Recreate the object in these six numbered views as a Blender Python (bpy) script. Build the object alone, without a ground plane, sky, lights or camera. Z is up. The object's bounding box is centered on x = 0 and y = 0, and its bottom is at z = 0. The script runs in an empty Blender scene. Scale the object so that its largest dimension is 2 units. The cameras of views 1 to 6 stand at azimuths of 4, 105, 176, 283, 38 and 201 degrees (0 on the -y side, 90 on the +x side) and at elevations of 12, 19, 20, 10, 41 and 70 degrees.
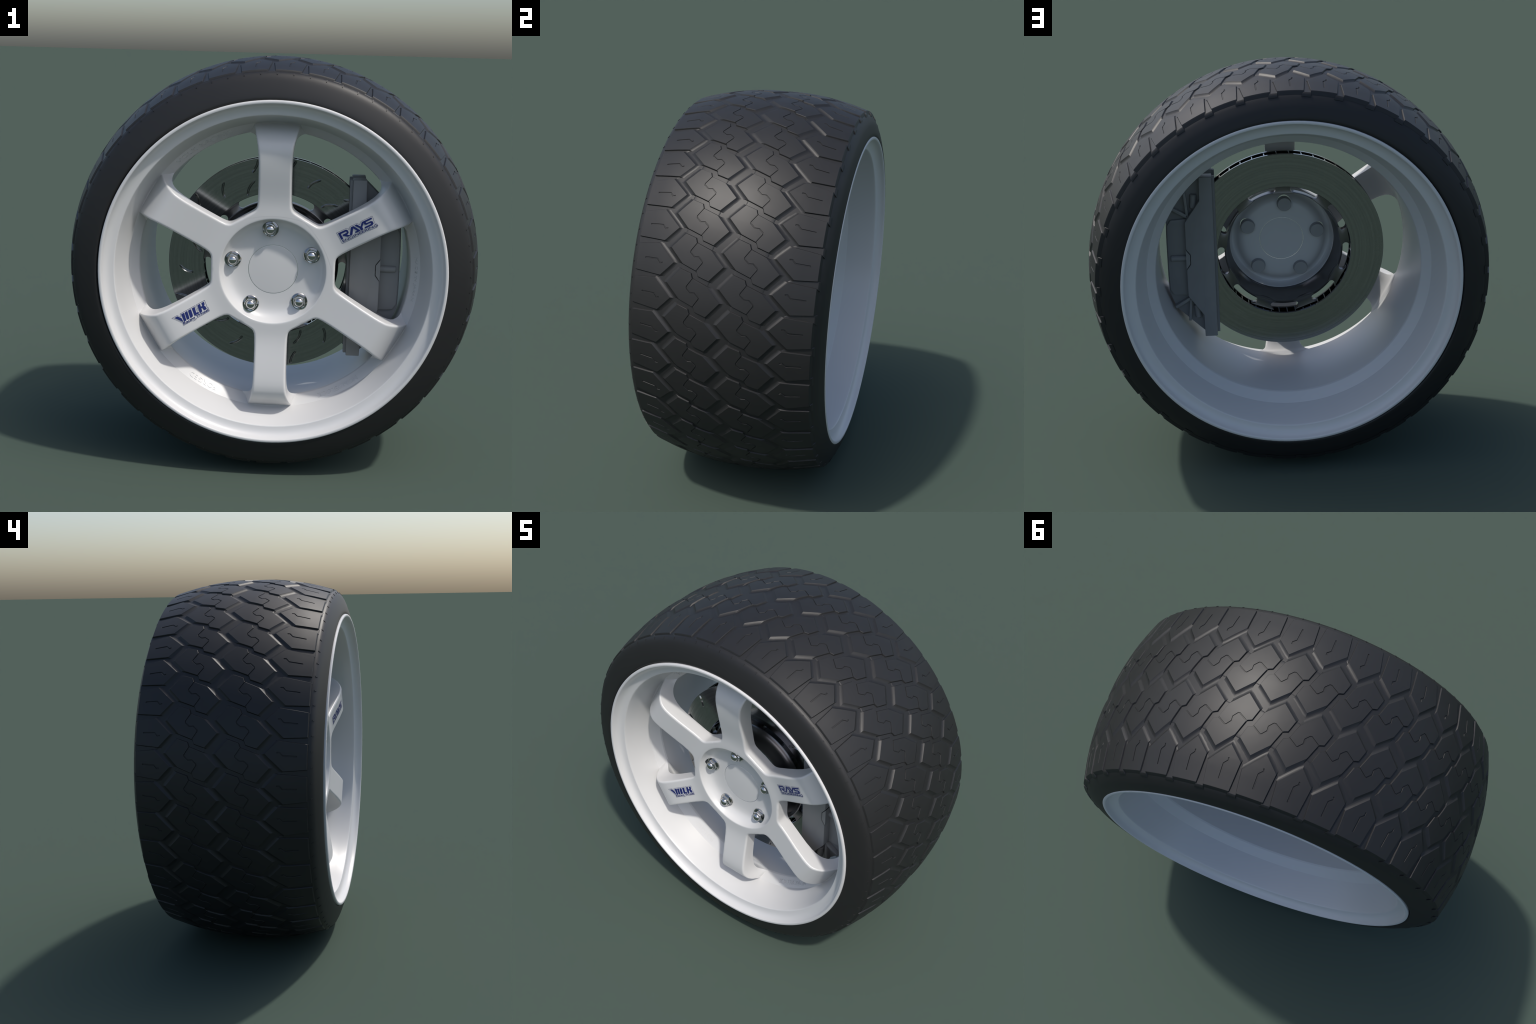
"""Car wheel: tyre with block tread, white six-spoke rim, lug nuts, slotted brake disc, caliper.
Axle runs along y, outer face looks to -y.  Angles run from straight up towards +x."""
import bpy, bmesh, math, random
from math import sin, cos, pi, radians, sqrt, atan2, hypot
from mathutils import Vector, Matrix, geometry

random.seed(7)
CX = 0.008          # axle of rim, hub and brake in x (the tyre itself sits on x = 0)
CZ = 1.0            # axle height
scene = bpy.context.scene
COL = scene.collection

# ------------------------------------------------------------------ materials
def new_mat(name):
    m = bpy.data.materials.new(name)
    m.use_nodes = True
    nt = m.node_tree
    b = nt.nodes["Principled BSDF"]
    return m, nt, b

def mottled(name, c1, c2, scale, rough, metallic=0.0, bump=0.0, bump_scale=200.0, rough_var=0.0, spec=0.5, coat=0.0):
    m, nt, b = new_mat(name)
    tc = nt.nodes.new("ShaderNodeTexCoord")
    n = nt.nodes.new("ShaderNodeTexNoise")
    n.inputs["Scale"].default_value = scale
    n.inputs["Detail"].default_value = 4
    nt.links.new(tc.outputs["Object"], n.inputs["Vector"])
    r = nt.nodes.new("ShaderNodeValToRGB")
    r.color_ramp.elements[0].position = 0.3
    r.color_ramp.elements[1].position = 0.7
    r.color_ramp.elements[0].color = (*c1, 1)
    r.color_ramp.elements[1].color = (*c2, 1)
    nt.links.new(n.outputs["Fac"], r.inputs["Fac"])
    nt.links.new(r.outputs["Color"], b.inputs["Base Color"])
    b.inputs["Roughness"].default_value = rough
    b.inputs["Metallic"].default_value = metallic
    b.inputs["Specular IOR Level"].default_value = spec
    b.inputs["Coat Weight"].default_value = coat
    b.inputs["Coat Roughness"].default_value = 0.15
    if rough_var:
        mr = nt.nodes.new("ShaderNodeMapRange")
        mr.inputs["To Min"].default_value = rough - rough_var
        mr.inputs["To Max"].default_value = rough + rough_var
        nt.links.new(n.outputs["Fac"], mr.inputs["Value"])
        nt.links.new(mr.outputs["Result"], b.inputs["Roughness"])
    if bump:
        n2 = nt.nodes.new("ShaderNodeTexNoise")
        n2.inputs["Scale"].default_value = bump_scale
        nt.links.new(tc.outputs["Object"], n2.inputs["Vector"])
        bp = nt.nodes.new("ShaderNodeBump")
        bp.inputs["Strength"].default_value = bump
        bp.inputs["Distance"].default_value = 0.001
        nt.links.new(n2.outputs["Fac"], bp.inputs["Height"])
        nt.links.new(bp.outputs["Normal"], b.inputs["Normal"])
    return m

RUBBER = mottled("tyre_rubber", (0.0140, 0.0140, 0.0143), (0.0156, 0.0156, 0.0160), 6, 0.48, spec=0.39)
PAINT = mottled("white_wheel_paint", (0.575, 0.573, 0.570), (0.590, 0.588, 0.585), 3, 0.34, spec=0.5)
CALIPER = mottled("caliper_grey", (0.215, 0.216, 0.214), (0.232, 0.233, 0.231), 8, 0.5, spec=0.4)
HAT = mottled("disc_hat_dark_metal", (0.17, 0.165, 0.17), (0.19, 0.185, 0.19), 8, 0.30, metallic=1.0)
CHROME = mottled("lug_nut_chrome", (0.50, 0.50, 0.495), (0.54, 0.54, 0.535), 4, 0.09, metallic=1.0)
NAVY = mottled("navy_logo_film", (0.009, 0.018, 0.125), (0.011, 0.020, 0.135), 10, 0.4)
NUTBACK = mottled("nut_rear_face", (0.30, 0.30, 0.30), (0.32, 0.32, 0.32), 8, 0.45)

def disc_material():
    """Machined steel: fine concentric turning marks around the axle."""
    m, nt, b = new_mat("machined_disc_steel")
    tc = nt.nodes.new("ShaderNodeTexCoord")
    sep = nt.nodes.new("ShaderNodeSeparateXYZ")
    nt.links.new(tc.outputs["Object"], sep.inputs[0])
    comb = nt.nodes.new("ShaderNodeCombineXYZ")
    nt.links.new(sep.outputs["X"], comb.inputs["X"])
    nt.links.new(sep.outputs["Z"], comb.inputs["Y"])
    ln = nt.nodes.new("ShaderNodeVectorMath")
    ln.operation = 'LENGTH'
    nt.links.new(comb.outputs[0], ln.inputs[0])
    n = nt.nodes.new("ShaderNodeTexNoise")
    n.noise_dimensions = '1D'
    n.inputs["Scale"].default_value = 90
    n.inputs["Detail"].default_value = 5
    nt.links.new(ln.outputs["Value"], n.inputs["W"])
    r = nt.nodes.new("ShaderNodeValToRGB")
    r.color_ramp.elements[0].position = 0.35
    r.color_ramp.elements[1].position = 0.65
    r.color_ramp.elements[0].color = (0.30, 0.305, 0.31, 1)
    r.color_ramp.elements[1].color = (0.36, 0.365, 0.37, 1)
    nt.links.new(n.outputs["Fac"], r.inputs["Fac"])
    nt.links.new(r.outputs["Color"], b.inputs["Base Color"])
    b.inputs["Metallic"].default_value = 1.0
    b.inputs["Roughness"].default_value = 0.16
    bp = nt.nodes.new("ShaderNodeBump")
    bp.inputs["Strength"].default_value = 0.12
    bp.inputs["Distance"].default_value = 0.001
    nt.links.new(n.outputs["Fac"], bp.inputs["Height"])
    nt.links.new(bp.outputs["Normal"], b.inputs["Normal"])
    return m
DISC = disc_material()

# ------------------------------------------------------------------ helpers
root = bpy.data.objects.new("car_wheel", None)
COL.objects.link(root)
root["label"] = "black block-tread tyre on white six-spoke wheel with brake disc"
root["category"] = "car wheel"

def add(name, mesh, mat, parent, smooth=30.0, loc=None, rot_y=0.0):
    if mat is not None and not mesh.materials:
        mesh.materials.append(mat)
    if smooth is not None:
        mesh.shade_smooth()
        mesh.set_sharp_from_angle(angle=radians(smooth))
    o = bpy.data.objects.new(name, mesh)
    COL.objects.link(o)
    o.parent = parent
    if loc is not None:
        o.location = loc
    o.rotation_euler = (0, rot_y, 0)
    return o

def from_bm(bm, name):
    bmesh.ops.recalc_face_normals(bm, faces=bm.faces)
    me = bpy.data.meshes.new(name)
    bm.to_mesh(me)
    bm.free()
    return me

def polar(rho, th, y):
    """axle-centred point; th in radians from up towards +x"""
    return Vector((rho * sin(th), y, rho * cos(th)))

def revolve(bm, prof, segs, closed=True, th0=0.0, arc=2 * pi):
    """prof: list of (y, rho) swept round the axle"""
    full = abs(arc - 2 * pi) < 1e-6
    cnt = segs if full else segs + 1
    rings = []
    for i in range(cnt):
        th = th0 + arc * i / segs
        ring = []
        for (y, r) in prof:
            ring.append(bm.verts.new(polar(r, th, y)))
        rings.append(ring)
    n = len(prof)
    for i in range(segs):
        a, b = rings[i], rings[(i + 1) % cnt]
        for j in range(n if closed else n - 1):
            k = (j + 1) % n
            vs = [a[j], a[k], b[k], b[j]]
            try:
                bm.faces.new(vs)
            except ValueError:
                pass
    return rings

def arc_pts(c, r, a0, a1, n):
    return [(c[0] + r * cos(a0 + (a1 - a0) * i / n), c[1] + r * sin(a0 + (a1 - a0) * i / n)) for i in range(n + 1)]

def smooth_poly(pts, it=2):
    """Chaikin corner cutting of an open polyline"""
    for _ in range(it):
        q = [pts[0]]
        for a, b in zip(pts[:-1], pts[1:]):
            q.append((a[0] * .75 + b[0] * .25, a[1] * .75 + b[1] * .25))
            q.append((a[0] * .25 + b[0] * .75, a[1] * .25 + b[1] * .75))
        q.append(pts[-1])
        pts = q
    return pts

def prism(bm, poly, y0, y1, bevel=0.0, segs=2, xform=None, end_scale=None):
    """extrude polygon [(x, z)] from y0 to y1 (axle-centred), bevel its edges"""
    n = len(poly)
    f = [bm.verts.new((x, y0, z)) for x, z in poly]
    b = [bm.verts.new((x, y1, z)) for x, z in poly]
    faces = [bm.faces.new(f), bm.faces.new(b[::-1])]
    for i in range(n):
        j = (i + 1) % n
        faces.append(bm.faces.new([f[i], b[i], b[j], f[j]]))
    edges = list({e for fc in faces for e in fc.edges})
    bmesh.ops.recalc_face_normals(bm, faces=faces)
    if bevel:
        bmesh.ops.bevel(bm, geom=edges, offset=bevel, segments=segs, affect='EDGES', profile=0.5, clamp_overlap=True)

def interp(x, xs, ys):
    if x <= xs[0]:
        return ys[0]
    for i in range(len(xs) - 1):
        if x <= xs[i + 1]:
            t = (x - xs[i]) / (xs[i + 1] - xs[i])
            return ys[i] + t * (ys[i + 1] - ys[i])
    return ys[-1]

# ------------------------------------------------------------------ tyre
REPEATS = 39
PITCH = 2 * pi / REPEATS
TY0 = 0.0135              # the tread pattern sits a little towards the back
PHI0 = 0.2175             # phase of the pattern, in pitches
# crown profile: flat middle, two straight flanks
CROWN = smooth_poly([(0.0, 1.0), (0.118, 1.0), (0.285, 0.977), (0.435, 0.935), (0.50, 0.9168)], 2)
CY = [p[0] for p in CROWN]
CR = [p[1] for p in CROWN]
def crown(y):
    return interp(abs(y), CY, CR)

GROOVE = 0.0080
def tyre_profile():
    pts = []
    ys = [0.0, 0.03, 0.06, 0.09, 0.12, 0.15, 0.18, 0.21, 0.24, 0.27, 0.30, 0.33, 0.36, 0.39]
    for y in ys:
        pts.append((y, crown(y) - GROOVE))
    side = [(0.412, crown(0.412) - 0.0080), (0.426, 0.9290), (0.4365, 0.9175), (0.4448, 0.9020), (0.4530, 0.8800), (0.4605, 0.8580),
            (0.4665, 0.8380), (0.4700, 0.8240), (0.4712, 0.8140), (0.4690, 0.8085), (0.455, 0.802)]
    side = smooth_poly([pts[-1]] + side, 1)[1:]
    half = pts + side
    def rear(y, r):          # the rear sidewall stands a little further out
        return (y + 0.006 * max(0.0, min(1.0, (0.925 - r) / 0.05)), r)
    full = [(-y, r) for y, r in half[::-1][:-1]] + [rear(y, r) for y, r in half]
    # close through the inside of the casing
    full += [(0.40, 0.83), (0.34, 0.92), (0.0, 0.955), (-0.34, 0.92), (-0.40, 0.83)]
    return full

bm = bmesh.new()
revolve(bm, tyre_profile(), REPEATS * 5)
tyre = add("tyre", from_bm(bm, "tyre"), RUBBER, root, 40, loc=(0, 0, CZ))

# tread blocks are drawn flat in (y, t): t = arc length at radius TR
TR = 0.975
ARC = PITCH * TR
def P(y, p):
    return (y, p * ARC)

def seg_normal(a, b):
    d = (b[0] - a[0], b[1] - a[1])
    l = hypot(*d)
    return (d[1] / l, -d[0] / l)          # outward for counter-clockwise loops

def area(poly):
    return 0.5 * sum(poly[i][0] * poly[(i + 1) % len(poly)][1] - poly[(i + 1) % len(poly)][0] * poly[i][1] for i in range(len(poly)))

WALL = {            # edge kind: list of (offset outwards, depth) rings below the top edge
    'm': [(0.0010, 0.0009), (0.0075, 0.0058), (0.0130, 0.0076), (0.0195, 0.0084)],
    'l': [(0.0008, 0.0006), (0.0018, 0.0024), (0.0028, 0.0050), (0.0038, 0.0080)],
    's': [(0.0003, 0.0003), (0.0007, 0.0011), (0.0011, 0.0022), (0.0015, 0.0034)],
    'o': [(0.0014, 0.0016), (0.0030, 0.0060), (0.0050, 0.0110), (0.0075, 0.0170)],
    'e': [(0.0030, 0.0006), (0.0070, 0.0018), (0.0110, 0.0032), (0.0160, 0.0050)],
    'x': [(0.0030, 0.0022), (0.0060, 0.0060), (0.0085, 0.0110), (0.0100, 0.0160)],
}

def tread_piece(bm, loops, depth0=0.0, step=0.022, walls=WALL):
    """loops: list of (points, kinds); first is the outline, others are slots.  kinds[i] belongs to edge i -> i+1.
    Makes the curved top plus sloping walls, wrapped on the crown."""
    fixed = []
    for k, (pts, kinds) in enumerate(loops):
        ccw = area(pts) > 0
        if ccw != (k == 0):
            n = len(pts)
            pts = pts[::-1]
            kinds = [kinds[(n - 2 - i) % n] for i in range(n)]
        fixed.append((pts, kinds))
    tb = bmesh.new()
    segs = []
    for pts, kinds in fixed:
        vs = [tb.verts.new((p[0], p[1], 0)) for p in pts]
        n = len(pts)
        for i in range(n):
            tb.edges.new((vs[i], vs[(i + 1) % n]))
            segs.append((pts[i], pts[(i + 1) % n], kinds[i], seg_normal(pts[i], pts[(i + 1) % n])))
    bmesh.ops.triangle_fill(tb, use_beauty=True, use_dissolve=False, edges=tb.edges[:])
    xs = [v.co.x for v in tb.verts]
    ys = [v.co.y for v in tb.verts]
    for axis, lo, hi in ((0, min(xs), max(xs)), (1, min(ys), max(ys))):
        c = math.floor(lo / step) * step + step
        while c < hi - 1e-4:
            co = Vector((c, 0, 0)) if axis == 0 else Vector((0, c, 0))
            no = Vector((1, 0, 0)) if axis == 0 else Vector((0, 1, 0))
            bmesh.ops.bisect_plane(tb, geom=tb.verts[:] + tb.edges[:] + tb.faces[:], dist=1e-5, plane_co=co, plane_no=no)
            c += step
    tb.verts.ensure_lookup_table()
    for f in tb.faces:
        if f.normal.z < 0:
            f.normal_flip()
    def wrap(y, t, d):
        r = crown(y + TY0) - depth0 - d
        th = t / TR
        return Vector((r * sin(th), y + TY0, r * cos(th)))
    top = {}
    for v in tb.verts:
        top[v] = bm.verts.new(wrap(v.co.x, v.co.y, 0.0))
    for f in tb.faces:
        bm.faces.new([top[v] for v in f.verts])
    # wall rings
    bverts = {v for e in tb.edges if len(e.link_faces) == 1 for v in e.verts}
    rings = {}
    for v in bverts:
        p = (v.co.x, v.co.y)
        near = []
        for a, b, kind, nrm in segs:
            ab = (b[0] - a[0], b[1] - a[1])
            l2 = ab[0] ** 2 + ab[1] ** 2
            u = max(0, min(1, ((p[0] - a[0]) * ab[0] + (p[1] - a[1]) * ab[1]) / l2))
            if hypot(p[0] - a[0] - u * ab[0], p[1] - a[1] - u * ab[1]) < 3e-5:
                near.append((kind, nrm))
        out = []
        for lv in range(4):
            if len(near) == 1:
                k, nr = near[0]
                w, d = walls[k][lv]
                out.append((p[0] + nr[0] * w, p[1] + nr[1] * w, d))
            else:
                (k1, n1), (k2, n2) = near[:2]
                w1, d1 = walls[k1][lv]
                w2, d2 = walls[k2][lv]
                det = n1[0] * n2[1] - n1[1] * n2[0]
                if abs(det) < 0.05:
                    ox, oy = (n1[0] * w1 + n2[0] * w2) / 2, (n1[1] * w1 + n2[1] * w2) / 2
                else:
                    ox = (w1 * n2[1] - w2 * n1[1]) / det
                    oy = (n1[0] * w2 - n2[0] * w1) / det
                m = max(w1, w2) * 1.9
                l = hypot(ox, oy)
                if l > m:
                    ox, oy = ox * m / l, oy * m / l
                out.append((p[0] + ox, p[1] + oy, max(d1, d2)))
        rings[v] = [bm.verts.new(wrap(*q)) for q in out]
    for e in tb.edges:
        if len(e.link_faces) == 1:
            a, b = e.verts
            chain_a = [top[a]] + rings[a]
            chain_b = [top[b]] + rings[b]
            for i in range(4):
                bm.faces.new([chain_a[i], chain_b[i], chain_b[i + 1], chain_a[i + 1]])
    tb.free()

def rot180(poly):
    return [(-y, -t) for y, t in poly]

# --- middle block: point-symmetric, with a stepped lateral edge and an S-shaped sipe
A12, A1, A2, A3 = (-.1285, -.193), (-.068, -.62), (-.0177, -.52), (-.011, -.4075)
A5, A6, A7 = (.0625, -.2225), (.1285, .193), (.068, .62)
A9, A10, A11 = (.0177, .52), (.011, .4075), (-.0625, .2225)
S = [(-.0065, -.387), (-.0315, -.148), (-.0305, -.108), (-.0105, .003), (.0105, -.003), (.0305, .108), (.0315, .148), (.0065, .387)]
def sipe_side(sgn, half=0.0029):
    """sipe centre line moved sideways by +-half (in y / t)"""
    pts = [P(*s) for s in S]
    out = []
    for i, p in enumerate(pts):
        a = pts[max(i - 1, 0)]
        b = pts[min(i + 1, len(pts) - 1)]
        nx, ny = b[1] - a[1], -(b[0] - a[0])
        l = hypot(nx, ny)
        out.append((p[0] + sgn * half * nx / l, p[1] + sgn * half * ny / l))
    return out
def middle_block(bm, yc):
    sh = lambda pts: [(p[0] + yc, p[1]) for p in pts]
    left = [P(*A12), P(*A1), P(*A2), P(*A3)] + sipe_side(-1) + [P(*A11)]
    lk = ['m', 'l', 'l', 'l'] + ['s'] * 7 + ['l', 'm']
    right = [P(*A6), P(*A7), P(*A9), P(*A10)] + sipe_side(1)[::-1] + [P(*A5)]
    tread_piece(bm, [(sh(left), lk)])
    tread_piece(bm, [(sh(right), lk)])
    # floor of the sipe
    floor = sipe_side(-1.6) + sipe_side(1.6)[::-1]
    tread_piece(bm, [(sh(floor), ['s'] * len(floor))], depth0=0.0031)
    # shallower floor of the lateral groove up to the next block
    nx = lambda p: (p[0], p[1] + 1)
    fl = [P(*A11), P(*A10), P(*A9), P(*A7), P(*nx(A5)), P(*nx(A3)), P(*nx(A2)), P(*nx(A1))]
    tread_piece(bm, [(sh(fl), ['l', 'l', 'l', 'e', 'l', 'l', 'l', 'e'])], depth0=0.0068)

# --- shoulder block (drawn for the back side, turned by 180 degrees for the front)
TIP, BOT, TOP = (.232, -.228), (.318, .281), (.2935, -.626)
SS = [(.380, -.171), (.3145, -.180), (.2995, -.283), (.2868, -.274)]
def slot_loop(half=0.0034):
    pts = [P(*s) for s in SS]
    l, r = [], []
    for i, p in enumerate(pts):
        a = pts[max(i - 1, 0)]
        b = pts[min(i + 1, len(pts) - 1)]
        nx, ny = b[1] - a[1], -(b[0] - a[0])
        q = hypot(nx, ny)
        l.append((p[0] + half * nx / q, p[1] + half * ny / q))
        r.append((p[0] - half * nx / q, p[1] - half * ny / q))
    return l + r[::-1]
def shoulder_block(bm, side):
    tr = (lambda pts: pts) if side > 0 else rot180
    reach = 0.0 if side > 0 else 0.008
    OBOT, OTOP = (.4165 + reach, .229), (.4165 + reach, -.547)
    out = [P(*TIP), P(*BOT), P(*OBOT), P(*OTOP), P(*TOP)]
    slot = slot_loop()
    tread_piece(bm, [(tr(out), ['m', 'l', 'o', 'l', 'm']), (tr(slot), ['s'] * 8)])
    tread_piece(bm, [(tr(slot_loop(0.0046)), ['s'] * 8)], depth0=0.0031)
    nx = lambda p: (p[0], p[1] + 1)
    fl = [P(*BOT), P(*nx(TOP)), P(*nx(OTOP)), P(.4212 + reach, .470), P(.4212 + reach, .240), P(*OBOT)]
    tread_piece(bm, [(tr(fl), ['e', 'l', 'l', 'x', 'l', 'l'])], depth0=0.0066)

protos = []
for yc in (-.125, .125):
    b = bmesh.new()
    middle_block(b, yc)
    protos.append(b)
for side in (-1, 1):
    b = bmesh.new()
    shoulder_block(b, side)
    protos.append(b)
for b in protos:
    me = from_bm(b, "tread_block")
    me.materials.append(RUBBER)
    me.shade_smooth()
    me.set_sharp_from_angle(angle=radians(22))
    for i in range(REPEATS):
        o = bpy.data.objects.new("tread_block", me)
        COL.objects.link(o)
        o.parent = tyre
        o.rotation_euler = (0, (i + PHI0) * PITCH, 0)

# small moulding ribs on the front shoulder, two per pitch
bm = bmesh.new()
for i in range(REPEATS * 2):
    th = (i / 2 + PHI0 + 0.33) * PITCH
    m = Matrix.Translation(polar(0.9235, th, -0.4312)) @ Matrix.Rotation(th, 4, 'Y') @ Matrix.Rotation(radians(47), 4, 'X')
    bmesh.ops.create_cube(bm, size=1.0, matrix=m @ Matrix.Diagonal((0.0045, 0.013, 0.0036, 1)))
ribs = add("moulding_rib", from_bm(bm, "moulding_rib"), RUBBER, tyre, 30)
ribs["kind"] = "stuff"

# ------------------------------------------------------------------ rim
FRONT_LIP = [(-0.466, 0.8088), (-0.4735, 0.8086), (-0.4765, 0.8078), (-0.4785, 0.8062), (-0.4797, 0.8040), (-0.4802, 0.8012), (-0.4802, 0.7980), (-0.4795, 0.7952),
             (-0.4778, 0.7932), (-0.4750, 0.7916), (-0.4700, 0.7900), (-0.4620, 0.7872), (-0.4550, 0.7830), (-0.4490, 0.7775), (-0.4445, 0.7710), (-0.4412, 0.7640),
             (-0.4388, 0.7560), (-0.4370, 0.7480), (-0.4360, 0.7432), (-0.4345, 0.7408), (-0.4318, 0.7390), (-0.4280, 0.7378)]
def rim_profile():
    slope = [(-0.39, 0.7290), (-0.345, 0.7180), (-0.300, 0.7040), (-0.282, 0.6985), (-0.2800, 0.6970), (-0.245, 0.6680)]
    front_edge = [(-0.2345, 0.6592), (-0.226, 0.6560), (-0.15, 0.6545)]
    rear_edge = [(0.0, 0.6540), (0.15, 0.6545), (0.226, 0.6560), (0.2345, 0.6592)]
    half = FRONT_LIP + slope
    inside = half + front_edge + rear_edge + [(-y, r) for y, r in half[::-1]]
    outer = [(0.464, 0.798), (0.44, 0.775), (0.28, 0.735), (0.22, 0.70), (-0.22, 0.70), (-0.28, 0.735), (-0.44, 0.775), (-0.464, 0.798)]
    return inside + outer
bm = bmesh.new()
revolve(bm, rim_profile(), 180)
rim = add("rim", from_bm(bm, "rim"), PAINT, root, 19, loc=(CX, 0, CZ))

# --- hub: dished face inside a hexagonal ring the spokes start from
HEX = 0.262
FACE_Y = -0.353
def hub_mesh():
    bm = bmesh.new()
    dish = smooth_poly([(-0.2950, 0.1195), (-0.2955, 0.150), (-0.2975, 0.185), (-0.304, 0.213), (-0.322, 0.236), (-0.343, 0.2475), (-0.352, 0.2515), (FACE_Y, 0.2575)], 2)
    # the rear is the hollow back of the same shell: raised middle, channel, outer collar
    back = smooth_poly([(-0.296, 0.2885), (-0.292, 0.2860), (-0.295, 0.2825), (-0.322, 0.2780), (-0.342, 0.2710), (-0.346, 0.2600), (-0.338, 0.2450), (-0.316, 0.2330), (-0.300, 0.2130), (-0.2940, 0.185), (-0.2925, 0.150), (-0.2920, 0.1195)], 1)
    segs = 144
    fr = revolve(bm, dish, segs, closed=False)
    bk = revolve(bm, back, segs, closed=False)
    # flat ring out under the roots of the spokes
    rv = []
    for i in range(segs):
        th = 2 * pi * i / segs
        loc = (th + pi / 6) % (pi / 3) - pi / 6
        rv.append((th, 0.2680 + 0.0135 * (loc / (pi / 6)) ** 2))
    ring = [bm.verts.new(polar(r, th, FACE_Y + 0.0003)) for th, r in rv]
    drop = [bm.verts.new(polar(max(r, 0.2885), th, -0.335)) for th, r in rv]
    for i in range(segs):
        j = (i + 1) % segs
        bm.faces.new([fr[i][-1], ring[i], ring[j], fr[j][-1]])
        bm.faces.new([ring[i], drop[i], drop[j], ring[j]])
        bm.faces.new([drop[i], bk[i][0], bk[j][0], drop[j]])
        bm.faces.new([fr[i][0], fr[j][0], bk[j][-1], bk[i][-1]])
    return from_bm(bm, "hub")
hub = add("hub", hub_mesh(), PAINT, rim, 32)

def cut(target, cutter_mesh, angle):
    """subtract a cutter mesh (given in the target's own space) and keep the result as plain mesh"""
    c = bpy.data.objects.new("cutter", cutter_mesh)
    COL.objects.link(c)
    bpy.context.view_layer.update()
    c.matrix_world = target.matrix_world
    md = target.modifiers.new("cut", 'BOOLEAN')
    md.object = c
    md.operation = 'DIFFERENCE'
    md.solver = 'EXACT'
    bpy.context.view_layer.update()
    dg = bpy.context.evaluated_depsgraph_get()
    new = bpy.data.meshes.new_from_object(target.evaluated_get(dg))
    target.modifiers.clear()
    target.data = new
    new.shade_smooth()
    new.set_sharp_from_angle(angle=radians(angle))
    bpy.data.objects.remove(c)

NUT_R, NUT_TURN = 0.198, radians(-5.0)
bm = bmesh.new()
for i in range(5):
    c = polar(NUT_R, NUT_TURN + i * 2 * pi / 5, 0)
    ring = [(c.x + 0.0398 * sin(2 * pi * k / 40), c.z + 0.0398 * cos(2 * pi * k / 40)) for k in range(40)]
    prism(bm, ring, -0.40, -0.3003)
cut(hub, from_bm(bm, "cutter"), 32)

bm = bmesh.new()
cap = [(-0.2960, 0.0), (-0.2960, 0.112), (-0.2955, 0.1165), (-0.2945, 0.1178), (-0.2930, 0.1178), (-0.2920, 0.1165), (-0.2915, 0.0)]
rings = revolve(bm, cap[1:-1], 96, closed=False)
bm.faces.new([r[0] for r in rings])
bm.faces.new([r[-1] for r in rings[::-1]])
add("center_cap", from_bm(bm, "center_cap"), PAINT, rim, 30)

# --- spokes: lofted through stations (front edge along/across, front y, back edge along/across, back y)
FY_A = [.250, .300, .330, .355, .400, .450, .500, .540, .560, .578, .596, .615, .635, .655, .670, .685, .700, .715]
FY_Y = [-.353, -.3535, -.3550, -.3580, -.3668, -.3770, -.3860, -.3910, -.3925, -.3915, -.3870, -.3775, -.3620, -.3390, -.3155, -.2880, -.2580, -.2250]
def face_y(a):
    return interp(a, FY_A, FY_Y)
STATIONS = [  # a, b (front edge)   ab, bb (back edge)   yb   a in the middle of the station
    (.2537, .1465, .2560, .1478, -.272, .2660),
    (.2640, .1287, .2662, .1300, -.273, .2710),
    (.2740, .1113, .2764, .1127, -.274, .2765),
    (.2808, .1000, .2836, .1018, -.275, .2825),
    (.2870, .0910, .2905, .0935, -.276, .2885),
    (.2950, .0842, .2990, .0872, -.277, .2958),
    (.3070, .0795, .3110, .0828, -.279, .3075),
    (.3300, .0770, .3320, .0802, -.282, .3300),
    (.3700, .0757, .3720, .0788, -.287, .3700),
    (.4200, .0752, .4200, .0784, -.294, .4200),
    (.4700, .0752, .4700, .0784, -.301, .4700),
    (.5200, .0758, .5180, .0792, -.304, .5200),
    (.5500, .0772, .5470, .0805, -.303, .5500),
    (.5780, .0795, .5720, .0825, -.298, .5780),
    (.5960, .0825, .5900, .0850, -.291, .5960),
    (.6150, .0865, .6070, .0885, -.281, .6150),
    (.6350, .0915, .6210, .0940, -.269, .6350),
    (.6550, .0970, .6310, .1020, -.257, .6550),
    (.6700, .1015, .6380, .1120, -.247, .6700),
    (.6850, .1060, .6420, .1240, -.239, .6850),
    (.7000, .1105, .6430, .1380, -.233, .7000),
    (.7150, .1150, .6460, .1550, -.222, .7150),
    (.7200, .1170, .6700, .1750, -.185, .7200),
]
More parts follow.
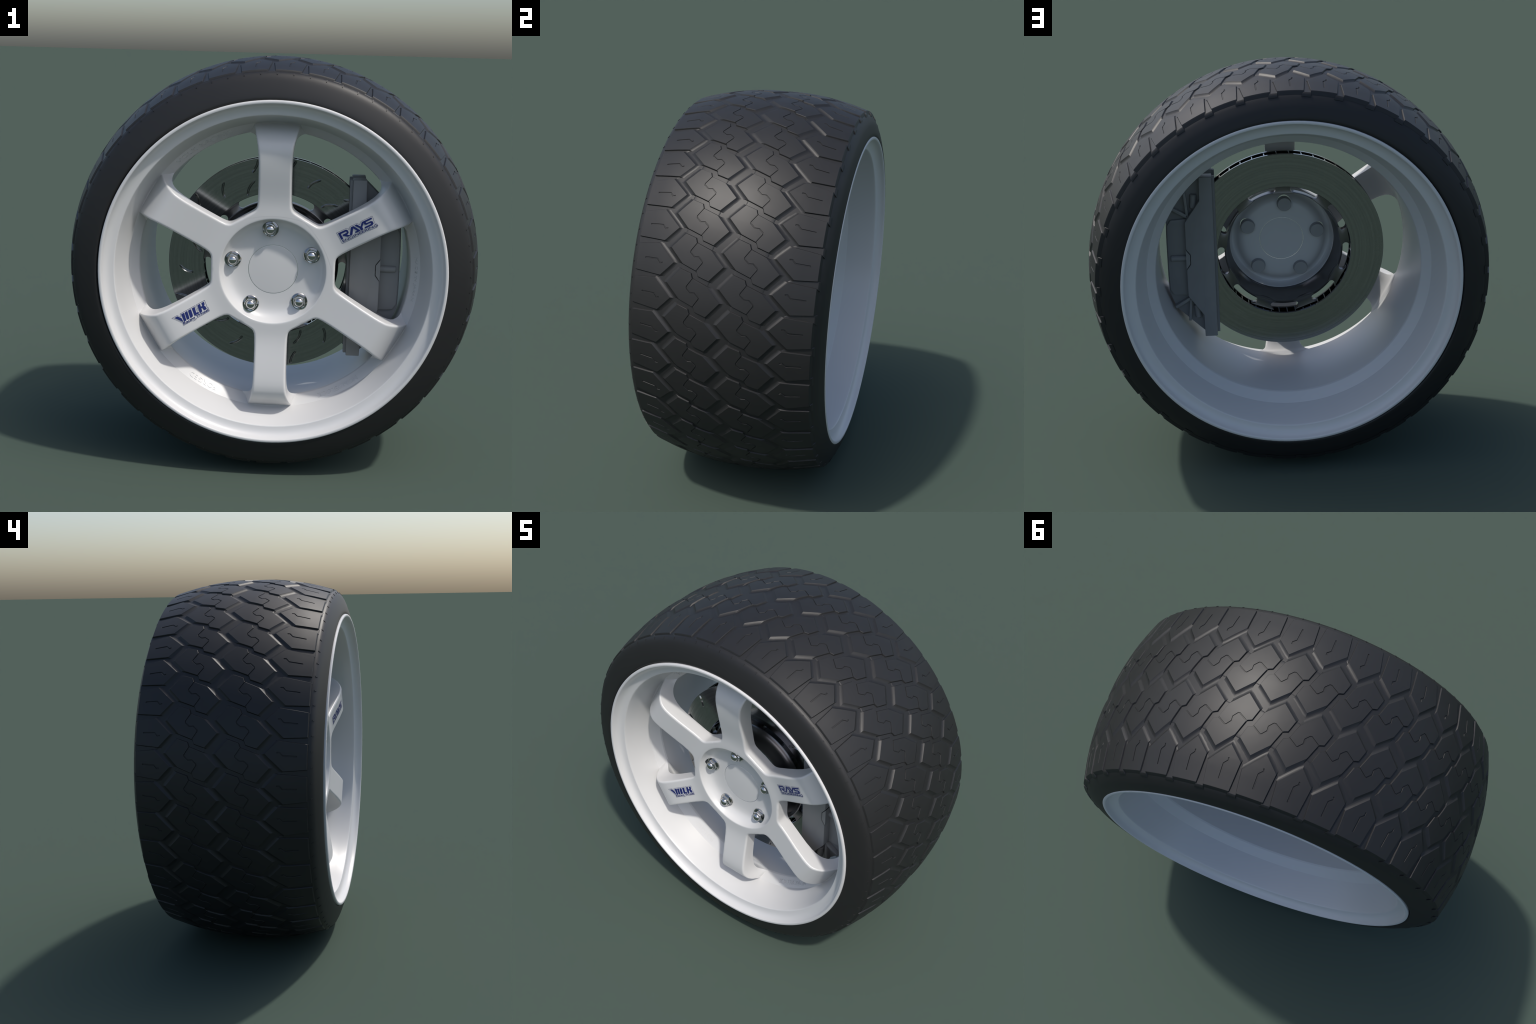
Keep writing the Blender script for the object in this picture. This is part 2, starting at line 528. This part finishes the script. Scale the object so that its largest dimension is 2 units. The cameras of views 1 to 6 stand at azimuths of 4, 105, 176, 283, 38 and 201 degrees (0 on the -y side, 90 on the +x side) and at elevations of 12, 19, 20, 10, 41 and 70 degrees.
def spoke_mesh():
    bm = bmesh.new()
    RF = 0.0110
    rows = []
    n = len(STATIONS)
    for i, (a, b, ab, bb, yb, am) in enumerate(STATIONS):
        if i:
            b += 0.0018
        p, q = STATIONS[max(i - 1, 0)], STATIONS[min(i + 1, n - 1)]
        t = (q[0] - p[0], q[1] - p[1])
        l = hypot(*t)
        nrm = (-t[1] / l, t[0] / l)           # outwards from the spoke, across > 0
        if i == 0:
            nrm = (cos(pi / 6), sin(pi / 6))
        if nrm[1] < 0:
            nrm = (-nrm[0], -nrm[1])
        if nrm[0] < 0:
            nrm = (0.0, 1.0)
        yf = face_y(a)
        half = []                               # from the middle of the face round the edge to the back middle
        ia, ib = a - RF * nrm[0], b - RF * nrm[1]
        for k in (0, .25, .5, .75, .92):
            ak = ia + (am - ia) * (1 - k * k)
            half.append((ak, ib * k, face_y(ak)))
        yi = face_y(ia)
        for k in range(0, 7):
            g = pi / 2 * k / 6
            half.append((ia + RF * nrm[0] * sin(g), ib + RF * nrm[1] * sin(g), yi + RF * (1 - cos(g))))
        for k in (.35, .7, .93):
            half.append((a + (ab - a) * k, b + (bb - b) * k, yi + RF + (yb - yi - RF) * k))
        half.append((ab, bb, yb))
        half.append((ab, bb * .94, yb + .003))
        for k in (.6, .3, 0):
            half.append((ab + max(0.2935 - ab, 0) * (1 - k * k), bb * k, yb + .004))
        loop = half + [(pa, -pb, py) for pa, pb, py in half[-2:0:-1]]
        rows.append([bm.verts.new((pb, py, pa)) for pa, pb, py in loop])
    m = len(rows[0])
    for i in range(n - 1):
        for j in range(m):
            k = (j + 1) % m
            bm.faces.new([rows[i][j], rows[i][k], rows[i + 1][k], rows[i + 1][j]])
    return from_bm(bm, "spoke")
sp = spoke_mesh()
sp.materials.append(PAINT)
sp.shade_smooth()
sp.set_sharp_from_angle(angle=radians(48))
spokes = []
for i in range(6):
    o = bpy.data.objects.new("spoke", sp)
    COL.objects.link(o)
    o.parent = rim
    o.rotation_euler = (0, i * pi / 3, 0)
    spokes.append(o)

# --- lug nuts
def nut_mesh():
    bm = bmesh.new()
    seat = [(-0.2990, 0.0392), (-0.3035, 0.0392), (-0.3050, 0.0375), (-0.3035, 0.0340), (-0.3030, 0.020)]
    revolve(bm, seat, 40, closed=False)
    # hexagon with chamfered corners
    hx = []
    for y, s in ((-0.301, 1.0), (-0.3220, 1.0), (-0.3260, 0.915), (-0.3267, 0.80)):
        row = []
        for k in range(36):
            th = 2 * pi * k / 36
            loc = (th + pi / 6) % (pi / 3) - pi / 6
            r = 0.0275 / cos(loc) if s == 1.0 else min(0.0275 / cos(loc), 0.0295) * s
            row.append(bm.verts.new(polar(r, th, y)))
        hx.append(row)
    for a, b in zip(hx[:-1], hx[1:]):
        for k in range(36):
            j = (k + 1) % 36
            bm.faces.new([a[k], a[j], b[j], b[k]])
    # domed end
    dome = [(-0.3260 - 0.0185 * sin(g), 0.0235 * cos(g)) for g in [pi / 2 * k / 9 for k in range(9)]]
    rr = revolve(bm, dome, 36, closed=False)
    tip = bm.verts.new((0, -0.3445, 0))
    for k in range(36):
        bm.faces.new([rr[k][-1], rr[(k + 1) % 36][-1], tip])
    return from_bm(bm, "lug_nut")
nm = nut_mesh()
nm.materials.append(CHROME)
nm.shade_smooth()
nm.set_sharp_from_angle(angle=radians(30))
def stud_mesh():
    bm = bmesh.new()
    pr = [(-0.300, 0.0395), (-0.2920, 0.0395), (-0.2895, 0.0375), (-0.2880, 0.0368), (-0.2680, 0.0365), (-0.2660, 0.0350)]
    rings = revolve(bm, pr, 40, closed=False)
    bm.faces.new([r[-1] for r in rings])
    return from_bm(bm, "stud_head")
sm = stud_mesh()
sm.materials.append(NUTBACK)
sm.shade_smooth()
sm.set_sharp_from_angle(angle=radians(30))
for i in range(5):
    th = NUT_TURN + i * 2 * pi / 5
    for nme, me in (("lug_nut", nm), ("stud_head", sm)):
        o = bpy.data.objects.new(nme, me)
        COL.objects.link(o)
        o.parent = rim
        o.location = polar(NUT_R, th, 0)
        o.rotation_euler = (0, th + random.uniform(-.5, .5), 0)

# ------------------------------------------------------------------ lettering
def text_mesh(body, size, extrude, spacing=1.0, shear=0.0, offset=0.0):
    cu = bpy.data.curves.new("lettering", 'FONT')
    cu.body = body
    cu.size = size
    cu.extrude = extrude
    cu.space_character = spacing
    cu.shear = shear
    cu.offset = offset
    cu.align_x = 'CENTER'
    cu.resolution_u = 4
    ob = bpy.data.objects.new("lettering", cu)
    COL.objects.link(ob)
    dg = bpy.context.evaluated_depsgraph_get()
    me = bpy.data.meshes.new_from_object(ob.evaluated_get(dg))
    bpy.data.objects.remove(ob)
    bpy.data.curves.remove(cu)
    me.materials.clear()
    return me

def fit_box(me, x0, x1, y0, y1):
    xs = [v.co.x for v in me.vertices]
    ys = [v.co.y for v in me.vertices]
    for v in me.vertices:
        v.co.x = x0 + (v.co.x - min(xs)) / (max(xs) - min(xs)) * (x1 - x0)
        v.co.y = y0 + (v.co.y - min(ys)) / (max(ys) - min(ys)) * (y1 - y0)

def refine(me, length):
    bm = bmesh.new()
    bm.from_mesh(me)
    bmesh.ops.triangulate(bm, faces=bm.faces)
    for _ in range(4):
        es = [e for e in bm.edges if e.calc_length() > length]
        if not es:
            break
        bmesh.ops.subdivide_edges(bm, edges=es, cuts=1)
        bmesh.ops.triangulate(bm, faces=bm.faces)
    bm.to_mesh(me)
    bm.free()

# raised words on the conical shelf of the rim, running clockwise, tops outwards
def shelf_word(body, mid_deg, length, height):
    me = text_mesh(body, 0.04, 0.0020, spacing=1.08)
    fit_box(me, -length / 2, length / 2, -height / 2, height / 2)
    refine(me, 0.02)
    a0, a1 = Vector((-0.2425, 0.6660)), Vector((-0.2770, 0.6950))    # (y, rho) across the shelf
    d = (a1 - a0).normalized()
    nrm = Vector((-d.y, -d.x))
    nrm = Vector((-d.y, d.x)) if Vector((-d.y, d.x)).x < 0 else Vector((d.y, -d.x))
    mid = (a0 + a1) / 2
    for v in me.vertices:
        q = mid + d * v.co.y + nrm * (v.co.z + 0.0004)
        v.co = polar(q.y, radians(mid_deg) + v.co.x / 0.68, q.x)
    o = add("raised_word", me, PAINT, rim, None)
    return o
shelf_word("FORGED", -150.5, 0.150, 0.026)
shelf_word("MONOBLOCK", 150.5, 0.215, 0.026)
shelf_word("VOLK RACING", -31.0, 0.300, 0.027)
shelf_word("MADE IN JAPAN", 92.5, 0.215, 0.020)

# printed logos on two spokes: flat film pieces drawn in (u along text, v up) and laid on the spoke face
def lay_on_spoke(bm_pieces, name, u_dir, a_origin, v0, spoke_index, lift):
    """u_dir +1: text runs outwards; -1: inwards"""
    me = bm_pieces
    for v in me.vertices:
        a = a_origin + u_dir * v.co.x
        b = v.co.y + v0
        z = v.co.z
        if u_dir > 0:
            v.co = Vector((-b, face_y(a) - lift - z, a))
        else:
            v.co = Vector((b, face_y(a) - lift - z, a))
    o = add(name, me, NAVY, spokes[spoke_index], None)
    return o

def poly_piece(bm, pts, thick=0.0006):
    """thin solid piece from a closed polygon"""
    vs = [bm.verts.new((x, y, 0)) for x, y in pts]
    es = [bm.edges.new((vs[i], vs[(i + 1) % len(vs)])) for i in range(len(vs))]
    r = bmesh.ops.triangle_fill(bm, use_beauty=True, use_dissolve=False, edges=es)
    fs = [f for f in r["geom"] if isinstance(f, bmesh.types.BMFace)]
    for f in fs:
        if f.normal.z < 0:
            f.normal_flip()
    ext = bmesh.ops.extrude_face_region(bm, geom=fs)
    for g in ext["geom"]:
        if isinstance(g, bmesh.types.BMVert):
            g.co.z += thick

def stroke(bm, pts, w, closed=True):
    """thin line of width w along a polyline"""
    n = len(pts)
    l, r = [], []
    for i, p in enumerate(pts):
        a = pts[(i - 1) % n] if (closed or i) else p
        b = pts[(i + 1) % n] if (closed or i < n - 1) else p
        d1 = Vector((p[0] - a[0], p[1] - a[1]))
        d2 = Vector((b[0] - p[0], b[1] - p[1]))
        d1 = d1.normalized() if d1.length else d2.normalized()
        d2 = d2.normalized() if d2.length else d1
        t = (d1 + d2)
        t = t.normalized() if t.length > 1e-6 else d1
        nr = Vector((t.y, -t.x))
        k = w / 2 / max(0.5, abs(nr.dot(Vector((d1.y, -d1.x)))))
        l.append(bm.verts.new((p[0] + nr.x * k, p[1] + nr.y * k, 0.0006)))
        r.append(bm.verts.new((p[0] - nr.x * k, p[1] - nr.y * k, 0.0006)))
    for i in range(n if closed else n - 1):
        j = (i + 1) % n
        bm.faces.new([l[i], l[j], r[j], r[i]])

# wide block capitals of the upper logo; box 0..4 wide, 0..1 high in letter units
UPPER = [
    # R: stem, then bowl and leg
    [(0, 0), (.24, 0), (.24, .76), (.86, .76), (.90, .70), (.90, .62), (.86, .56), (.36, .56), (.36, .38), (.78, 0), (1.12, 0), (.80, .33), (.98, .36), (1.10, .50), (1.10, .82), (.96, 1.0), (0, 1.0)],
    # A
    [(1.02, 0), (1.56, 1.0), (1.86, 1.0), (2.28, .12), (2.28, .0), (1.72, 0), (1.72, .2), (1.98, .2), (1.72, .74), (1.34, 0)],
    # Y
    [(1.98, 1.0), (2.26, 1.0), (2.52, .52), (2.86, 1.0), (3.14, 1.0), (2.66, .34), (2.66, 0), (2.36, 0), (2.36, .36)],
    # S
    [(2.86, 0), (3.74, 0), (3.92, .14), (3.92, .46), (3.76, .60), (3.28, .60), (3.22, .66), (3.22, .72), (3.28, .78), (4.0, .78), (4.0, 1.0), (3.16, 1.0), (3.0, .88), (3.0, .52), (3.14, .40), (3.62, .40), (3.68, .34), (3.68, .28), (3.62, .22), (2.86, .22)],
]
UPPER_EDGE = [(-.12, 1.13), (1.0, 1.13), (1.24, .95), (1.24, .74), (1.50, 1.13), (2.34, 1.13), (2.52, .78), (2.78, 1.13), (4.13, 1.13), (4.13, .68), (4.06, .62), (4.06, .12), (4.02, -.04),
              (4.20, -.10), (4.22, -.40), (4.10, -.52), (-.12, -.52)]
def logo_a():
    bm = bmesh.new()
    L, H = 0.0430, 0.0345
    for poly in UPPER:
        poly_piece(bm, [(x * L + 0.006, y * H) for x, y in poly])
    stroke(bm, [(x * L + 0.006, y * H) for x, y in UPPER_EDGE], 0.0013)
    bmesh.ops.recalc_face_normals(bm, faces=bm.faces)
    me = bpy.data.meshes.new("printed_logo")
    bm.to_mesh(me)
    bm.free()
    return me
o = lay_on_spoke(logo_a(), "printed_logo", 1, 0.353, -0.0125, 1, 0.0008)
t = text_mesh("ENGINEERING", 0.015, 0.0003, spacing=1.0, offset=0.0001)
fit_box(t, 0.008, 0.186, -0.0145, -0.0025)
lay_on_spoke(t, "printed_word", 1, 0.353, -0.0125, 1, 0.0012)

# tall slanted capitals of the lower logo
LOWER = [
    [(.02, 1.0), (.36, 1.0), (.66, .55), (.66, .06), (.60, .06)],                      # left arm of the V
    [(.74, .0), (1.00, .0), (1.18, 1.0), (.84, 1.0)],                                 # right arm of the V
    [(1.10, .06), (1.20, 0), (1.36, 0), (1.40, .10), (1.56, 1.0), (1.34, 1.0), (1.24, .94)],   # O, left bar
    [(1.50, .06), (1.58, 0), (1.74, 0), (1.86, .14), (1.98, .90), (1.92, 1.0), (1.70, 1.0), (1.64, .9)],   # O, right bar
    [(1.98, 0), (2.52, 0), (2.56, .22), (2.30, .22), (2.44, 1.0), (2.12, 1.0)],       # L
    [(2.62, 0), (2.92, 0), (2.99, .42), (3.10, .42), (3.14, 0), (3.46, 0), (3.46, .36), (3.38, .52), (3.50, .66), (3.56, 1.0), (3.26, 1.0), (3.20, .62), (3.03, .62), (3.10, 1.0), (2.78, 1.0)],   # K
]
LOWER_EDGE = [(-.22, 1.12), (.40, 1.12), (.70, .70), (.78, 1.12), (2.02, 1.12), (2.06, 1.05), (2.10, 1.12), (2.55, 1.12), (2.46, .34), (2.60, .34), (2.70, 1.12), (3.70, 1.12),
              (3.58, .1), (3.66, .05), (3.60, -.40), (2.0, -.40), (1.93, -.52), (1.62, -.52), (1.55, -.40), (.50, -.40), (.54, -.05)]
def logo_b():
    bm = bmesh.new()
    L, H = 0.0445, 0.0375
    for poly in LOWER:
        poly_piece(bm, [(x * L, y * H) for x, y in poly])
    stroke(bm, [(x * L, y * H) for x, y in LOWER_EDGE], 0.0013)
    bmesh.ops.recalc_face_normals(bm, faces=bm.faces)
    me = bpy.data.meshes.new("printed_logo")
    bm.to_mesh(me)
    bm.free()
    return me
lay_on_spoke(logo_b(), "printed_logo", -1, 0.517, -0.0120, 4, 0.0008)
t = text_mesh("Racing Wheel", 0.015, 0.0003, offset=0.0002)
fit_box(t, 0.026, 0.158, -0.0165, -0.0005)
lay_on_spoke(t, "printed_word", -1, 0.517, -0.0120, 4, 0.0012)

# ------------------------------------------------------------------ brake disc
D_IN, D_OUT = 0.350, 0.5230
DF0, DF1, DB0, DB1 = -0.1670, -0.1510, -0.0930, -0.0770     # front plate, back plate
def disc_plate(y0, y1):
    bm = bmesh.new()
    c = 0.0015
    prof = [(y0, D_IN + c), (y0, D_OUT - c), (y0 + c, D_OUT), (y1 - c, D_OUT), (y1, D_OUT - c), (y1, D_IN + c), (y1 - c, D_IN), (y0 + c, D_IN)]
    revolve(bm, prof, 120)
    return bm
bm = disc_plate(DF0, DF1)
front_plate = add("brake_disc", from_bm(bm, "brake_disc"), DISC, root, 30, loc=(CX, 0, CZ))
# wiping slots milled into the front face
SLOTS = [((.470, 27.0), (.405, 21.8)), ((.420, -14.6), (.359, -22.4)), ((.516, -10.6), (.460, -15.0)), ((.516, 10.0), (.460, 5.6))]
bm = bmesh.new()
for k in range(6):
    for (r0, t0), (r1, t1) in SLOTS:
        pts = []
        for i in range(9):
            u = i / 8
            r = r0 + (r1 - r0) * u
            th = radians(t0 + (t1 - t0) * (u + 0.9 * u * (1 - u) * (1 if r0 < .5 else -1)) + 60 * k)
            pts.append(Vector((r * sin(th), r * cos(th))))
        l, rr = [], []
        for i, p in enumerate(pts):
            d = (pts[min(i + 1, 8)] - pts[max(i - 1, 0)]).normalized()
            n = Vector((d.y, -d.x)) * 0.0062 * (1 if 0 < i < 8 else 0.6)
            l.append(p + n)
            rr.append(p - n)
        # V-shaped trough: wide at the face, narrow at the bottom
        n = len(l)
        loop = l + rr[::-1]
        mid = pts + pts[::-1]
        top = [bm.verts.new((p.x, DF0 - 0.003, p.y)) for p in [m + (p - m) * 1.5 for p, m in zip(loop, mid)]]
        bot = [bm.verts.new((p.x, DF0 + 0.006, p.y)) for p in [m + (p - m) * 0.12 for p, m in zip(loop, mid)]]
        bm.faces.new(top)
        bm.faces.new(bot[::-1])
        for i in range(2 * n):
            j = (i + 1) % (2 * n)
            bm.faces.new([top[i], bot[i], bot[j], top[j]])
cut(front_plate, from_bm(bm, "cutter"), 30)
add("disc_plate", from_bm(disc_plate(DB0, DB1), "disc_plate"), DISC, front_plate, 30)
# cooling vanes between the plates
bm = bmesh.new()
for k in range(51):
    t0 = 2 * pi * (k + 0.5) / 51
    pts = []
    for i in range(5):
        u = i / 4
        r = D_IN + 0.003 + (D_OUT - D_IN - 0.006) * u
        pts.append((r, t0 + radians(5) * (u - 1)))
    l = [(r * sin(t + .0026 / r), r * cos(t + .0026 / r)) for r, t in pts]
    q = [(r * sin(t - .0026 / r), r * cos(t - .0026 / r)) for r, t in pts]
    prism(bm, l + q[::-1], DF1 - 0.001, DB0 + 0.001)
v = add("cooling_vane", from_bm(bm, "cooling_vane"), DISC, front_plate, 30)
v["kind"] = "stuff"

# hat: stepped drum behind the hub with nine lugs reaching the disc
bm = bmesh.new()
hat = [(-0.2560, 0.2820), (-0.2585, 0.2832), (-0.2580, 0.2850), (-0.2540, 0.2865), (-0.2250, 0.2885), (-0.1980, 0.2915), (-0.1850, 0.2955), (-0.1800, 0.3000), (-0.1740, 0.3040),
       (-0.1690, 0.3070), (-0.1655, 0.3100), (-0.1640, 0.3130), (-0.1240, 0.3130), (-0.1230, 0.3100), (-0.1280, 0.3060), (-0.1450, 0.3030), (-0.1720, 0.2985), (-0.2000, 0.2885), (-0.2450, 0.2840), (-0.2530, 0.2825)]
revolve(bm, hat, 120)
hat_o = add("disc_hat", from_bm(bm, "disc_hat"), HAT, front_plate, 30)
bm = bmesh.new()
for k in range(9):
    c = radians(40 * k)
    poly = []
    prof = [(.306, 11.6), (.310, 9.6), (.3145, 7.9), (.320, 7.0), (.326, 6.6), (.335, 6.7), (.342, 7.3), (.347, 8.3), (.3515, 9.6), (.356, 10.5)]
    for r, d in prof:
        poly.append((r * sin(c - radians(d)), r * cos(c - radians(d))))
    for r, d in prof[::-1]:
        poly.append((r * sin(c + radians(d)), r * cos(c + radians(d))))
    prism(bm, poly, -0.1635, -0.1225, bevel=0.0020, segs=2)
add("hat_lug", from_bm(bm, "hat_lug"), HAT, front_plate, 30)

# ------------------------------------------------------------------ caliper (straddles the disc at +x)
CAL_Y = -0.120
def mirror_z(half):
    return half + [(x, -z) for x, z in half[::-1]]
bm = bmesh.new()
NOTCHED = [(.366, .434), (.431, .434), (.433, .312), (.511, .200), (.511, .056), (.489, .026), (.489, -.026), (.511, -.056), (.511, -.200), (.433, -.312), (.431, -.434), (.366, -.434)]
for s in (-1, 1):
    # outer plate of each half
    y_in, y_out = CAL_Y + s * 0.035, CAL_Y + s * 0.115
    prism(bm, NOTCHED, min(y_in, y_out), max(y_in, y_out), bevel=0.004, segs=2)
    # small pad in the notch
    yy = sorted((CAL_Y + s * 0.03, CAL_Y + s * 0.1125))
    prism(bm, [(.492, .024), (.511, .050), (.5125, .050), (.5125, -.050), (.511, -.050), (.492, -.024)], yy[0], yy[1])
    # pad carrier strip along the inner edge
    yy = sorted((CAL_Y + s * 0.052, CAL_Y + s * (0.085 if s < 0 else 0.072)))
    prism(bm, [(.352, .428), (.372, .428), (.372, -.428), (.352, -.428)], yy[0], yy[1], bevel=0.003)
body = add("brake_caliper", from_bm(bm, "brake_caliper"), CALIPER, root, 35, loc=(CX, 0, CZ))

# bridge over the disc edge: stepped wedge towards the rim
bm = bmesh.new()
BRIDGE = mirror_z([(.428, .425), (.470, .385), (.575, .282), (.608, .195), (.611, .10)])
prism(bm, BRIDGE, CAL_Y - 0.052, CAL_Y + 0.064, bevel=0.004)
prism(bm, mirror_z([(.50, .21), (.585, .205), (.604, .175), (.606, .09)]), CAL_Y - 0.066, CAL_Y + 0.080, bevel=0.006)
add("caliper_bridge", from_bm(bm, "caliper_bridge"), CALIPER, body, 35)

bm = bmesh.new()
def bar(p, q, w, y0, y1, bev=0.003):
    d = Vector((q[0] - p[0], q[1] - p[1])).normalized()
    n = Vector((d.y, -d.x)) * w / 2
    prism(bm, [(p[0] + n.x, p[1] + n.y), (q[0] + n.x, q[1] + n.y), (q[0] - n.x, q[1] - n.y), (p[0] - n.x, p[1] - n.y)], y0, y1, bevel=bev)
for s in (-1, 1):
    y0, y1 = sorted((CAL_Y + s * 0.045, CAL_Y + s * (0.078 if s < 0 else 0.092)))
    for zs in (-1, 1):
        bar((.497, zs * .222), (.580, zs * .272), .016, y0, y1)
        bar((.497, zs * .222), (.508, zs * .350), .014, y0, y1)
add("caliper_rib", from_bm(bm, "caliper_rib"), CALIPER, body, 35)

def rod(bm, p, q, r, segs=20):
    """rounded rod from p to q"""
    d = Vector(q) - Vector(p)
    L = d.length
    rot = d.normalized().to_track_quat('Z', 'Y').to_matrix().to_4x4()
    prof = [(0.0, 0), (0.0, r * .8), (r * .25, r), (L - r * .25, r), (L, r * .8), (L, 0)]
    rings = []
    for i in range(segs):
        a = 2 * pi * i / segs
        rings.append([bm.verts.new(Vector(p) + (rot @ Vector((rr * cos(a), rr * sin(a), h)))) for h, rr in prof[1:-1]])
    for i in range(segs):
        A, B = rings[i], rings[(i + 1) % segs]
        for j in range(3):
            bm.faces.new([A[j], A[j + 1], B[j + 1], B[j]])
    bm.faces.new([x[0] for x in rings][::-1])
    bm.faces.new([x[-1] for x in rings])
bm = bmesh.new()
for s in (-1, 1):
    y = CAL_Y + s * (0.068 if s < 0 else 0.082)
    rod(bm, (.50, y, 0), (.592, y, 0), .0165)
    for zs in (-1, 1):
        rod(bm, (.468, CAL_Y + s * 0.072, zs * .265), (.462, CAL_Y + s * 0.072, zs * .338), .0175)
add("caliper_pin", from_bm(bm, "caliper_pin"), CALIPER, body, 35)
